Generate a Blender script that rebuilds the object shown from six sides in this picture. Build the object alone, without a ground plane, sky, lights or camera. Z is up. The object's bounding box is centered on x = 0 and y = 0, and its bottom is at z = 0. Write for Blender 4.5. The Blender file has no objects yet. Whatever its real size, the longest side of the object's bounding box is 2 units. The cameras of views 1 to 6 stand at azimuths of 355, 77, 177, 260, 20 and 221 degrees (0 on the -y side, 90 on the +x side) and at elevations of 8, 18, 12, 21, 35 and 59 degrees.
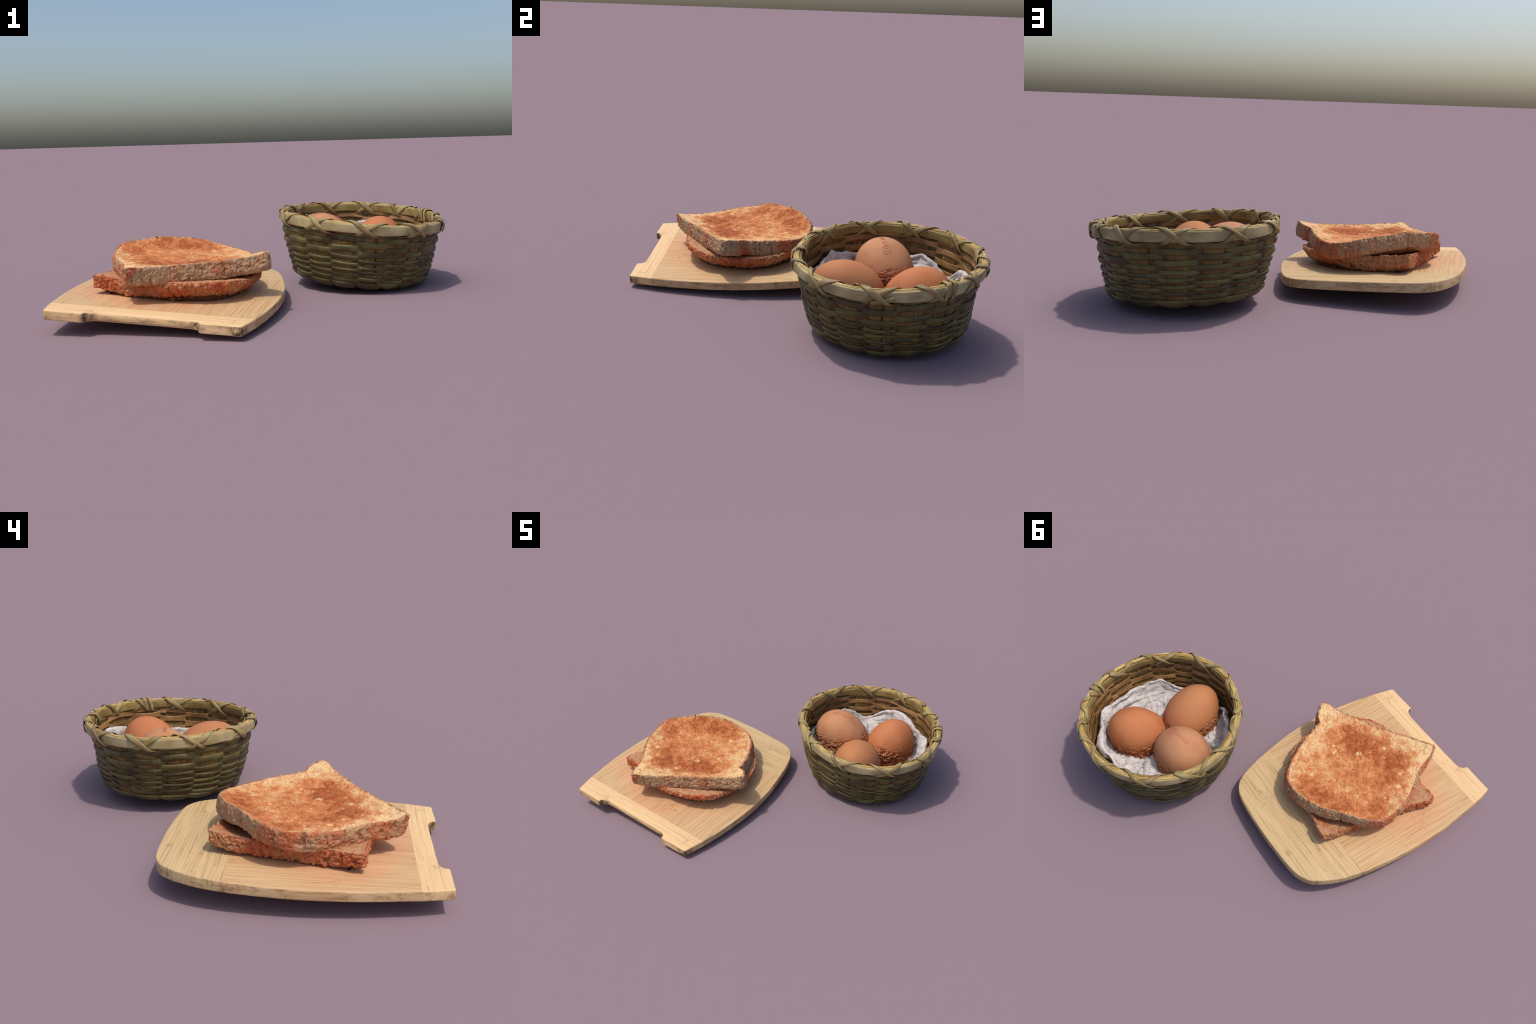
# Breakfast set: bamboo cutting board with two slices of toast, woven bamboo basket
# with three brown eggs on a crumpled white cloth.
import bpy, bmesh, math
import numpy as np
from mathutils import Matrix, Vector

rng = np.random.default_rng(7)
scene = bpy.context.scene
rad = math.radians


# ------------------------------------------------------------------ numeric noise
def _hash(ix, iy, iz, seed):
    h = (ix.astype(np.int64) * 374761393 + iy.astype(np.int64) * 668265263 + iz.astype(np.int64) * 2147483647 + seed * 974711) & 0xFFFFFFFF
    h = ((h ^ (h >> 13)) * 1274126177) & 0xFFFFFFFF
    h = ((h ^ (h >> 15)) * 2246822519) & 0xFFFFFFFF
    return ((h ^ (h >> 16)) & 0xFFFFFF) / float(0xFFFFFF)


def vnoise(p, seed=0):
    """value noise in -1..1 for an (n,3) array"""
    i = np.floor(p).astype(np.int64)
    f = p - i
    f = f * f * f * (f * (f * 6 - 15) + 10)
    out = 0
    for dx in (0, 1):
        for dy in (0, 1):
            for dz in (0, 1):
                w = (f[:, 0] if dx else 1 - f[:, 0]) * (f[:, 1] if dy else 1 - f[:, 1]) * (f[:, 2] if dz else 1 - f[:, 2])
                out = out + w * _hash(i[:, 0] + dx, i[:, 1] + dy, i[:, 2] + dz, seed)
    return out * 2 - 1


def fbm(p, octaves=4, seed=0, gain=0.5):
    a, s, t = 1.0, 0, 0
    for k in range(octaves):
        s = s + a * vnoise(p * 2.03 ** k + 17.3 * k, seed + k)
        t += a
        a *= gain
    return s / t


def smooth(a, b, x):
    t = np.clip((x - a) / (b - a), 0, 1)
    return t * t * (3 - 2 * t)


def closed_curve(pts, n):
    """Catmull-Rom through closed control points, resampled evenly to n points"""
    P = np.asarray(pts, float)
    m = len(P)
    out = []
    for i in range(m):
        p0, p1, p2, p3 = P[i - 1], P[i], P[(i + 1) % m], P[(i + 2) % m]
        t = np.linspace(0, 1, 24, endpoint=False)[:, None]
        out.append(0.5 * (2 * p1 + (p2 - p0) * t + (2 * p0 - 5 * p1 + 4 * p2 - p3) * t ** 2 + (3 * p1 - p0 - 3 * p2 + p3) * t ** 3))
    Q = np.vstack(out)
    d = np.r_[0, np.cumsum(np.linalg.norm(np.roll(Q, -1, 0) - Q, axis=1))]
    Q = np.vstack([Q, Q[:1]])
    s = np.linspace(0, d[-1], n, endpoint=False)
    return np.stack([np.interp(s, d, Q[:, k]) for k in range(Q.shape[1])], 1)


# ------------------------------------------------------------------ objects
def new_mesh(name, verts, faces, mat=None, smooth_shade=True):
    me = bpy.data.meshes.new(name)
    me.from_pydata([tuple(v) for v in np.asarray(verts, float).tolist()], [], [tuple(f) for f in faces])
    if mat:
        me.materials.append(mat)
    if smooth_shade:
        me.polygons.foreach_set("use_smooth", [True] * len(me.polygons))
    me.update()
    return me


def add(name, me, parent=None, matrix=None):
    ob = bpy.data.objects.new(name, me)
    scene.collection.objects.link(ob)
    if parent:
        ob.parent = parent
    if matrix is not None:
        ob.matrix_world = matrix
    return ob


def fix_normals(me):
    bm = bmesh.new()
    bm.from_mesh(me)
    bmesh.ops.recalc_face_normals(bm, faces=bm.faces)
    bm.to_mesh(me)
    bm.free()


def grid_faces(rows, cols, close_cols=True, close_rows=False, off=0):
    f = []
    for i in range(rows if close_rows else rows - 1):
        i2 = (i + 1) % rows
        for j in range(cols if close_cols else cols - 1):
            j2 = (j + 1) % cols
            f.append((off + i * cols + j, off + i * cols + j2, off + i2 * cols + j2, off + i2 * cols + j))
    return f


def sweep(name, sections, mat, closed=False):
    """sections (n,m,3): tube through n closed cross-sections"""
    S = np.asarray(sections)
    n, m = S.shape[:2]
    f = grid_faces(n, m, True, closed)
    if not closed:
        f += [tuple(range(m))[::-1], tuple(range((n - 1) * m, n * m))]
    me = new_mesh(name, S.reshape(-1, 3), f, mat)
    fix_normals(me)
    return me


def strip_profile(hw, ht, bow=0.0, k=5):
    """cross-section of a flat split-bamboo strip: (width coordinate, thickness coordinate)"""
    x = np.linspace(-1, 1, k)
    top = np.stack([x * hw, ht + bow * (1 - x ** 2) - ht * 0.6 * np.abs(x) ** 6], 1)
    bot = np.stack([x[::-1] * hw, -ht + bow * (1 - x[::-1] ** 2) + ht * 0.6 * np.abs(x) ** 6], 1)
    return np.vstack([top, bot])


# ------------------------------------------------------------------ node helper
class Nodes:
    def __init__(self, name):
        self.mat = bpy.data.materials.new(name)
        self.mat.use_nodes = True
        self.t = self.mat.node_tree
        self.b = self.t.nodes["Principled BSDF"]
        self.co = self.t.nodes.new("ShaderNodeTexCoord").outputs["Object"]

    def put(self, sock, v):
        if hasattr(v, "is_linked") or isinstance(v, bpy.types.NodeSocket):
            self.t.links.new(v, sock)
        elif isinstance(v, (tuple, list)) and len(v) == 3 and sock.type == "RGBA":
            sock.default_value = (*v, 1)
        else:
            sock.default_value = v

    def math(self, op, a, b=0.0, c=0.0, clamp=False):
        n = self.t.nodes.new("ShaderNodeMath")
        n.operation, n.use_clamp = op, clamp
        for s, v in zip(n.inputs, (a, b, c)):
            self.put(s, v)
        return n.outputs[0]

    def vmath(self, op, a, b=(0, 0, 0), out=0):
        n = self.t.nodes.new("ShaderNodeVectorMath")
        n.operation = op
        self.put(n.inputs[0], a)
        self.put(n.inputs[1], b)
        return n.outputs[out]

    def scale(self, v, s, loc=(0, 0, 0), rot=(0, 0, 0)):
        n = self.t.nodes.new("ShaderNodeMapping")
        self.put(n.inputs["Vector"], v)
        n.inputs["Scale"].default_value = s
        n.inputs["Location"].default_value = loc
        n.inputs["Rotation"].default_value = rot
        return n.outputs[0]

    def noise(self, v, scale=5.0, detail=4.0, rough=0.55, dist=0.0, color=False):
        n = self.t.nodes.new("ShaderNodeTexNoise")
        self.put(n.inputs["Vector"], v)
        n.inputs["Scale"].default_value, n.inputs["Detail"].default_value = scale, detail
        n.inputs["Roughness"].default_value, n.inputs["Distortion"].default_value = rough, dist
        return n.outputs["Color" if color else "Fac"]

    def voronoi(self, v, scale=5.0, feature="F1", out="Distance", rnd=1.0):
        n = self.t.nodes.new("ShaderNodeTexVoronoi")
        n.feature = feature
        self.put(n.inputs["Vector"], v)
        n.inputs["Scale"].default_value, n.inputs["Randomness"].default_value = scale, rnd
        return n.outputs[out]

    def white(self, v, dims="3D"):
        n = self.t.nodes.new("ShaderNodeTexWhiteNoise")
        n.noise_dimensions = dims
        self.put(n.inputs["W" if dims == "1D" else "Vector"], v)
        return n.outputs["Value"]

    def ramp(self, f, stops, interp="LINEAR"):
        n = self.t.nodes.new("ShaderNodeValToRGB")
        n.color_ramp.interpolation = interp
        e = n.color_ramp.elements
        while len(e) < len(stops):
            e.new(0.5)
        for x, (p, c) in zip(e, stops):
            x.position = p
            x.color = (c, c, c, 1) if isinstance(c, (int, float)) else (*c, 1)
        self.put(n.inputs[0], f)
        return n.outputs[0]

    def step(self, x, a, b):
        n = self.t.nodes.new("ShaderNodeMapRange")
        n.interpolation_type = "SMOOTHSTEP"
        self.put(n.inputs[0], x)
        n.inputs[1].default_value, n.inputs[2].default_value = a, b
        return n.outputs[0]

    def mix(self, f, a, b, mode="MIX"):
        n = self.t.nodes.new("ShaderNodeMix")
        n.data_type, n.blend_type = "RGBA", mode
        self.put(n.inputs[0], f)
        self.put(n.inputs[6], a)
        self.put(n.inputs[7], b)
        return n.outputs[2]

    def xyz(self, v):
        n = self.t.nodes.new("ShaderNodeSeparateXYZ")
        self.put(n.inputs[0], v)
        return n.outputs

    def vec(self, x, y, z):
        n = self.t.nodes.new("ShaderNodeCombineXYZ")
        for s, v in zip(n.inputs, (x, y, z)):
            self.put(s, v)
        return n.outputs[0]

    def blob(self, v, c, r, inner=0.2):
        d = self.vmath("DISTANCE", v, c, out=1)
        return self.step(d, r, r * inner)

    def add(self, *v):
        r = v[0]
        for x in v[1:]:
            r = self.math("ADD", r, x)
        return r

    def bump(self, h, strength=0.3, dist=0.01):
        n = self.t.nodes.new("ShaderNodeBump")
        n.inputs["Strength"].default_value, n.inputs["Distance"].default_value = strength, dist
        self.put(n.inputs["Height"], h)
        self.t.links.new(n.outputs[0], self.b.inputs["Normal"])

    def rand(self):
        return self.t.nodes.new("ShaderNodeObjectInfo").outputs["Random"]

    def done(self, color, rough=0.6, spec=0.3):
        self.put(self.b.inputs["Base Color"], color)
        self.put(self.b.inputs["Roughness"], rough)
        self.b.inputs["Specular IOR Level"].default_value = spec
        return self.mat


def S(r, g, b, k=1.0):
    """sRGB 0-255 to linear"""
    f = lambda c: ((c / 255 / 12.92) if c / 255 <= 0.04045 else ((c / 255 + 0.055) / 1.055) ** 2.4) * k
    return (f(r), f(g), f(b))


# ------------------------------------------------------------------ frames
BO = np.array([-0.5907, -0.6734, 0.0867])                      # board: middle of the handle edge, top face
BX, BY, BN = np.array([0.95607, -0.28819, -0.05362]), np.array([0.28997, 0.95660, 0.02886]), np.array([0.04297, -0.04314, 0.99814])
KO = np.array([0.5527, 0.3467, 0.3823])                        # basket: centre of the rim plane
KN = np.array([0.0545, -0.0513, 1.0]); KN /= np.linalg.norm(KN)
KX = np.array([1.0, 0, 0]) - KN * KN[0]; KX /= np.linalg.norm(KX)
KY = np.cross(KN, KX)


def frame(o, x, y, z):
    return Matrix(((x[0], y[0], z[0], o[0]), (x[1], y[1], z[1], o[1]), (x[2], y[2], z[2], o[2]), (0, 0, 0, 1)))


BM, KM = frame(BO, BX, BY, BN), frame(KO, KX, KY, KN)


# =================================================================== CUTTING BOARD
def wood_material(name, grain_along_y, light, mid, dark, streak, glow=0.0):
    n = Nodes(name)
    x, y, z = n.xyz(n.co)
    u, v = (x, y) if grain_along_y else (y, x)                 # u across the grain, v along it
    lam = n.math("FLOOR", n.math("DIVIDE", u, 0.0085))
    tone = n.white(lam, "1D")
    seg = n.white(n.vec(lam, n.math("FLOOR", n.math("ADD", n.math("DIVIDE", v, 0.55), n.math("MULTIPLY", tone, 7.3))), 0.0))
    g = n.vec(n.math("MULTIPLY", u, 260.0), n.math("MULTIPLY", v, 5.0), n.math("MULTIPLY", z, 90.0))
    fibre = n.noise(g, 1.0, 5, 0.65)
    g2 = n.vec(n.math("MULTIPLY", u, 120.0), n.math("MULTIPLY", v, 1.6), n.math("MULTIPLY", z, 30.0))
    broad = n.noise(g2, 1.0, 3, 0.5)
    f = n.add(n.math("MULTIPLY", fibre, 0.85), n.math("MULTIPLY", broad, 0.38), n.math("MULTIPLY", seg, 0.14), -0.18)
    col = n.ramp(f, [(0.22, dark), (0.42, mid), (0.62, light), (0.85, light)])
    thin = n.step(n.noise(n.vec(n.math("MULTIPLY", u, 330.0), n.math("MULTIPLY", v, 3.0), 3.0), 1.0, 2, 0.5), 0.60, 0.75)
    patch = n.step(n.noise(n.co, 4.0, 3), 0.42, 0.66)
    col = n.mix(n.math("MULTIPLY", n.math("MULTIPLY", thin, patch), streak), col, dark)
    # knots and short dark flecks of the bamboo nodes
    kn = n.noise(n.vec(n.math("MULTIPLY", u, 60.0), n.math("MULTIPLY", v, 26.0), 0.0), 1.0, 3, 0.6, 0.6)
    kb = n.step(n.noise(n.scale(n.co, (1, 1, 1), (3.1, 1.7, 0)), 5.0, 2), 0.56, 0.68)
    col = n.mix(n.math("MULTIPLY", n.math("MULTIPLY", n.step(kn, 0.57, 0.68), kb), 0.5), col, S(150, 118, 66, 0.8))
    # grime on the rim of the board, held to the cut sides
    nz = n.t.nodes.new("ShaderNodeNewGeometry").outputs["Normal"]
    side = n.step(n.math("ABSOLUTE", n.vmath("DOT_PRODUCT", nz, tuple(BN), out=1)), 0.75, 0.25)
    gr = n.noise(n.scale(n.co, (1, 1, 3)), 16.0, 6, 0.7)
    grime = n.math("MULTIPLY", n.step(gr, 0.46, 0.68), side)
    col = n.mix(n.math("MULTIPLY", grime, 0.5), col, S(96, 74, 46, 0.8))
    for c, r, k in (((0.42, 0.0, -0.03), 0.075, 0.95), ((0.235, 0.02, -0.02), 0.05, 0.9), ((-0.238, 0.02, -0.02), 0.05, 0.9), ((-0.42, 0.0, -0.035), 0.05, 0.5), ((0.49, 0.52, -0.03), 0.03, 0.5)):
        b = n.math("MULTIPLY", n.blob(n.co, c, r), n.step(n.noise(n.co, 30, 5, 0.7), 0.33, 0.58))
        b = n.math("MULTIPLY", n.math("MULTIPLY", b, side), k)
        col = n.mix(b, col, S(52, 38, 22))
    # water stain at the joint and smudge near the handle, scattered grey specks
    st = n.math("MULTIPLY", n.blob(n.vmath("ADD", n.co, n.vmath("SCALE", n.noise(n.co, 25, 3, color=True), (0, 0, 0))), (0.40, 0.828, 0), 0.055, 0.5), n.step(n.noise(n.co, 28, 4), 0.38, 0.55))
    col = n.mix(n.math("MULTIPLY", st, 0.75), col, S(172, 128, 52, 0.85))
    sm = n.math("MULTIPLY", n.blob(n.scale(n.co, (0.5, 1, 1)), (0.05, 0.215, 0), 0.09), n.step(n.noise(n.scale(n.co, (22, 60, 1)), 1.0, 5, 0.7), 0.5, 0.66))
    col = n.mix(n.math("MULTIPLY", sm, 0.55), col, S(140, 104, 60, 0.8))
    mold = n.math("MULTIPLY", n.add(n.blob(n.co, (0.37, 0.05, 0), 0.06), n.blob(n.co, (0.2, 1.07, 0), 0.1), n.blob(n.co, (-0.36, 0.98, 0), 0.07)), n.step(n.noise(n.co, 38, 5, 0.7), 0.5, 0.68))
    col = n.mix(n.math("MULTIPLY", mold, 0.45), col, S(128, 112, 62, 0.8))
    # red light bounced off the toast, tinted into the wood colour
    bounce_tint = n.math("MINIMUM", n.add(n.blob(n.scale(n.co, (1, 1, 0)), (-0.30, 0.42, 0), 0.26, 0.2), n.blob(n.scale(n.co, (1, 1, 0)), (-0.02, 0.24, 0), 0.24, 0.2), n.blob(n.scale(n.co, (1, 1, 0)), (0.0, 0.5, 0), 0.50, 0.4)), 1.0)
    bounce_tint = n.math("MULTIPLY", bounce_tint, n.math("MULTIPLY", n.math("ADD", n.math("MULTIPLY", n.noise(n.co, 14, 4, 0.6), 0.32), 0.12), glow))
    col = n.mix(bounce_tint, col, S(228, 140, 106, 0.80))
    n.bump(n.add(n.math("MULTIPLY", fibre, 1.0), n.math("MULTIPLY", kn, 0.6)), 0.12, 0.004)
    return n.done(col, 0.62, 0.25)


M_PANEL = wood_material("bamboo_panel", True, S(232, 196, 148, 0.80), S(216, 174, 124, 0.80), S(162, 114, 70, 0.76), 0.75, 1.0)
M_HANDLE = wood_material("bamboo_handle", False, S(248, 210, 158, 0.84), S(238, 196, 144, 0.82), S(200, 152, 102, 0.78), 0.35)
M_END = wood_material("bamboo_end", False, S(232, 200, 150, 0.80), S(218, 182, 132, 0.78), S(158, 118, 72, 0.75), 0.7)
THICK = 0.043


def build_board():
    right = [(0.250, -0.001, 0), (0.30, -0.001, 0), (0.36, 0.0, 0), (0.412, 0.0, 0), (0.424, 0.006, 0), (0.438, 0.06, 0), (0.453, 0.123, 0), (0.470, 0.22, 0), (0.482, 0.32, 0), (0.490, 0.42, 0), (0.492, 0.52, 0), (0.487, 0.62, 0), (0.475, 0.72, 0), (0.458, 0.80, 0),
             (0.444, 0.86, 0), (0.420, 0.955, 0), (0.390, 1.04, 0), (0.372, 1.075, 0), (0.345, 1.11, 0), (0.305, 1.136, 0), (0.25, 1.152, 0), (0.15, 1.160, 0), (0.05, 1.165, 0)]
    left = [(-0.05, 1.166), (-0.15, 1.164), (-0.23, 1.158), (-0.292, 1.147), (-0.347, 1.118), (-0.378, 1.080), (-0.396, 1.050), (-0.436, 0.955), (-0.458, 0.86), (-0.470, 0.78), (-0.480, 0.69), (-0.487, 0.60), (-0.489, 0.50), (-0.484, 0.38), (-0.474, 0.28), (-0.453, 0.123), (-0.440, 0.06), (-0.426, 0.006), (-0.414, 0.0), (-0.36, 0.0), (-0.30, -0.001), (-0.252, -0.001)]
    P = [p[:2] for p in right] + left
    P += [(-0.247, 0.010), (-0.236, 0.025), (-0.205, 0.034), (-0.15, 0.036), (0, 0.036), (0.15, 0.036), (0.205, 0.034), (0.236, 0.025), (0.247, 0.010)]
    # round every corner only a little, keep the outline as measured
    n = 520
    Q = closed_curve(P, n)
    nxt, prv = np.roll(Q, -3, 0), np.roll(Q, 3, 0)
    t = nxt - prv
    t /= np.linalg.norm(t, axis=1, keepdims=True)
    nor = np.stack([t[:, 1], -t[:, 0]], 1)                     # outward for a counter-clockwise outline
    Q = Q + nor * (0.0012 * fbm(np.c_[Q * 30, np.zeros(n)], 3, 5))[:, None]
    inn = (np.abs(Q[:, 0]) < 0.235) & (Q[:, 1] < 0.2)
    rr = np.where(inn, 0.017, 0.0065)
    for _ in range(12):
        rr = (rr + np.roll(rr, 1) + np.roll(rr, -1)) / 3
    rings = []
    for a in np.linspace(0, 90, 6):
        a = rad(a)
        rings.append(np.c_[Q - nor * (rr * (1 - math.sin(a)))[:, None], -rr * (1 - math.cos(a))])
    for a in np.linspace(0, 90, 6):
        a = rad(a)
        rb = rr * 0.9
        rings.append(np.c_[Q - nor * (rb * (1 - math.cos(a)))[:, None], -THICK + rb * (1 - math.sin(a))])
    V = np.vstack(rings)
    F = grid_faces(len(rings), n)
    F = [f[::-1] for f in F]
    F.append(tuple(range(n)))
    F.append(tuple(range((len(rings) - 1) * n, len(rings) * n))[::-1])
    me = new_mesh("board_tmp", V, F, None, True)
    bm = bmesh.new()
    bm.from_mesh(me)
    bmesh.ops.recalc_face_normals(bm, faces=bm.faces)
    cuts = [((0, y, 0), (0, 1, 0)) for y in (0.123, 0.86, 0.25, 0.4, 0.55, 0.7, 1.0)] + [((x, 0, 0), (1, 0, 0)) for x in (-0.35, -0.2, 0, 0.2, 0.35)]
    for co, no in cuts:
        bmesh.ops.bisect_plane(bm, geom=bm.verts[:] + bm.edges[:] + bm.faces[:], plane_co=co, plane_no=no, dist=1e-6)
    bmesh.ops.triangulate(bm, faces=[f for f in bm.faces if len(f.verts) > 4])
    for v in bm.verts:                                          # slight twist of the dried wood
        w = min(max((v.co.y - 0.6) / 0.5, 0.0), 1.0)
        v.co.z += 0.020 * v.co.x * (v.co.y - 0.45) * (1 - w) + (0.0080 * w * (0.5 - v.co.x / 0.9) if v.co.z > -0.02 else 0.0)
    bm.normal_update()
    bm.to_mesh(me)
    bm.free()
    me.polygons.foreach_set("use_smooth", [True] * len(me.polygons))
    root = bpy.data.objects.new("cutting_board", None)
    scene.collection.objects.link(root)
    root.matrix_world = BM
    root["label"] = "pale bamboo cutting board with recessed handle and curved sides"
    root["category"] = "cutting board"
    co = np.empty(len(me.vertices) * 3); me.vertices.foreach_get("co", co); co = co.reshape(-1, 3)
    cy = np.array([np.mean([co[i][1] for i in p.vertices]) for p in me.polygons])
    polys = [tuple(p.vertices) for p in me.polygons]
    normals = np.array([v.normal for v in me.vertices])
    for nm, mat, lo, hi in (("handle_strip", M_HANDLE, -1, 0.123), ("grained_panel", M_PANEL, 0.123, 0.86), ("end_strip", M_END, 0.86, 2)):
        idx = [i for i in range(len(polys)) if lo < cy[i] <= hi]
        part(nm, co, normals, [polys[i] for i in idx], mat, root)
    bpy.data.meshes.remove(me)
    return root


def part(name, co, normals, faces, mat, parent, sharp_none=True):
    """sub-mesh of a body that keeps the body's vertex normals"""
    used = np.unique(np.concatenate([np.asarray(f) for f in faces]))
    back = {int(v): i for i, v in enumerate(used)}
    me = new_mesh(name, co[used], [tuple(back[int(v)] for v in f) for f in faces], mat)
    me.normals_split_custom_set_from_vertices([tuple(x) for x in normals[used]])
    ob = bpy.data.objects.new(name, me)
    scene.collection.objects.link(ob)
    ob.parent = parent
    return ob


build_board()


# =================================================================== TOAST
def tps(points, values, lam=1e-4):
    """thin-plate height field through control points"""
    P = np.asarray(points, float)
    n = len(P)
    U = lambda r2: np.where(r2 > 1e-12, r2 * np.log(r2 + 1e-12), 0)
    K = U(((P[:, None] - P[None]) ** 2).sum(-1)) + lam * np.eye(n)
    A = np.block([[K, np.c_[np.ones(n), P]], [np.c_[np.ones(n), P].T, np.zeros((3, 3))]])
    w = np.linalg.solve(A, np.r_[values, 0, 0, 0])
    return lambda q: U(((q[:, None] - P[None]) ** 2).sum(-1)) @ w[:n] + np.c_[np.ones(len(q)), q] @ w[n:]


# slice outline in its own frame: s along the flat edge, t towards the crown
SLICE = [(-0.322, -0.012), (-0.200, 0.0), (-0.10, 0.004), (0.0, 0.006), (0.10, 0.004), (0.20, 0.004), (0.30, 0.0), (0.322, 0.018), (0.321, 0.07), (0.304, 0.139), (0.296, 0.20), (0.299, 0.29), (0.296, 0.37), (0.276, 0.446), (0.24, 0.525), (0.19, 0.572), (0.13, 0.595), (0.06, 0.606),
         (-0.02, 0.614), (-0.10, 0.616), (-0.18, 0.600), (-0.25, 0.568), (-0.312, 0.517), (-0.343, 0.458), (-0.350, 0.39), (-0.347, 0.30), (-0.334, 0.225), (-0.314, 0.155), (-0.302, 0.112), (-0.318, 0.082), (-0.331, 0.035)]
LOW_SLICE = [(-0.316, -0.010), (-0.20, 0.0), (-0.10, 0.004), (0.0, 0.006), (0.10, 0.004), (0.20, 0.004), (0.295, 0.0), (0.314, 0.020), (0.312, 0.07), (0.312, 0.14), (0.318, 0.20), (0.328, 0.28), (0.332, 0.36), (0.320, 0.43), (0.288, 0.49), (0.238, 0.56), (0.168, 0.612), (0.09, 0.642),
             (0.0, 0.652), (-0.08, 0.650), (-0.145, 0.636), (-0.205, 0.604), (-0.262, 0.545), (-0.296, 0.48), (-0.326, 0.41), (-0.336, 0.33), (-0.326, 0.25), (-0.312, 0.16), (-0.308, 0.095), (-0.316, 0.045)]
UM, UU, UT = np.array([0.150, 0.330]), np.array([-0.830, -0.557]), np.array([-0.557, 0.830])
LM, LU, LT = np.array([-0.280, 0.640]), np.array([0.180, 0.984]), np.array([0.984, -0.180])


def build_slice(root_name, mid, du, dt, ctrl, thick, side_profile, seed, mats, shrink=1.0, extra=None, rough=1.0, flare=lambda p: np.zeros(len(p)), outline=SLICE, lean=lambda p: np.ones(len(p))):
    nt, nr = 720, 100
    O = closed_curve(outline, nt)
    tk = thick if callable(thick) else (lambda p: np.full(len(p), thick))
    q = mid + O[:, :1] * du * shrink + O[:, 1:] * dt * shrink
    ccw = du[0] * dt[1] - du[1] * dt[0] > 0
    t = np.roll(q, -2, 0) - np.roll(q, 2, 0)
    t /= np.linalg.norm(t, axis=1, keepdims=True)
    nor = np.stack([t[:, 1], -t[:, 0]], 1) * (1 if ccw else -1)
    h = tps([c[:2] for c in ctrl], [c[2] for c in ctrl])
    # crust edge: knobbly, with the split on the crown
    z3 = np.c_[q * 1.0, np.zeros(nt)]
    q = q + nor * (0.0042 * fbm(z3 * 13, 4, seed) + 0.0014 * fbm(z3 * 90, 2, seed + 9))[:, None]
    cen = mid + dt * 0.29
    rings, kind = [], []
    lev = np.r_[0.0, np.linspace(0.02, 0.975, nr), 0.992]
    topz = lambda p: h(p)
    for s in lev[1:]:
        p = cen + (q - cen) * s
        rings.append(np.c_[p, topz(p)])
    top_rings = len(rings)
    ze = topz(q)
    sp = np.array(side_profile)
    fr = np.r_[0.0, 0.015, np.linspace(0.045, 1.0, 26)]
    side_profile = list(zip(fr, np.interp(fr, sp[:, 0], sp[:, 1])))
    for frac, inset in side_profile:
        p = q - nor * (inset * lean(q) - flare(q) * smooth(0.0, 0.8, frac) * (1 - 0.7 * smooth(0.92, 1.0, frac)))[:, None]
        rings.append(np.c_[p, ze - tk(q) * frac])
    first_bottom = len(rings)
    last = (side_profile[-1][1] * lean(q))[:, None]
    for s in (0.93, 0.8, 0.6, 0.35, 0.12):
        p = cen + (q - nor * last - cen) * s
        rings.append(np.c_[p, topz(p) - tk(p)])
    R = np.array(rings)
    V = np.vstack([np.r_[cen, topz(cen[None])][None], R.reshape(-1, 3), np.r_[cen, topz(cen[None]) - tk(cen[None])][None]])
    F = [(0, 1 + j, 1 + (j + 1) % nt) for j in range(nt)]
    F += [f[::-1] for f in grid_faces(len(rings), nt, off=1)]
    lastv = len(V) - 1
    o = 1 + (len(rings) - 1) * nt
    F += [(lastv, o + (j + 1) % nt, o + j) for j in range(nt)]
    if not ccw:
        F = [f[::-1] for f in F]
    # relief
    me = new_mesh("tmp", V, F)
    nrm = np.empty(len(V) * 3); me.vertices.foreach_get("normal", nrm); nrm = nrm.reshape(-1, 3)
    bpy.data.meshes.remove(me)
    ring_id = np.r_[0, np.repeat(np.arange(len(rings)), nt), len(rings)]
    is_top = ring_id < top_rings
    is_side = (ring_id >= top_rings - 1) & (ring_id <= first_bottom)
    d = np.zeros(len(V))
    st = np.stack([(V[:, :2] - mid) @ du, (V[:, :2] - mid) @ dt], 1)
    crumb = fbm(V * 75, 3, seed + 3)
    lumps = fbm(V * 16, 3, seed + 4)
    pores = smooth(0.32, 0.6, fbm(np.c_[V[:, :2] @ np.stack([du, dt], 1) * np.array([60, 34]), V[:, 2] * 5], 2, seed + 6))
    d += np.where(is_top, 0.0018 * crumb + 0.0046 * lumps - 0.0042 * pores, 0)
    wr = fbm(np.c_[V[:, :2] * 44, V[:, 2] * 50], 4, seed + 7, 0.62)
    wr2 = fbm(V * 24, 3, seed + 8)
    nick = smooth(0.30, 0.55, fbm(np.c_[V[:, :2] * 34, V[:, 2] * 80], 3, seed + 21, 0.6))
    pits = smooth(0.25, 0.6, fbm(V * 62, 2, seed + 12))
    knob = fbm(V * np.array([95, 95, 95]), 3, seed + 15, 0.65)
    d += np.where(is_side, 0.0034 * wr2 + rough * (0.0050 * wr - 0.0054 * pits + 0.0060 * knob - 0.0055 * nick), 0)
    if extra:
        d += extra(V, st, is_top, is_side)
    V = V + nrm * d[:, None]
    me = new_mesh("tmp", V, F)
    nrm = np.empty(len(V) * 3); me.vertices.foreach_get("normal", nrm); nrm = nrm.reshape(-1, 3)
    bpy.data.meshes.remove(me)
    root = bpy.data.objects.new(root_name, None)
    scene.collection.objects.link(root)
    root.matrix_world = BM
    face_ring = [max(ring_id[list(f)]) if min(f) > 0 else 0 for f in F]
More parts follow.
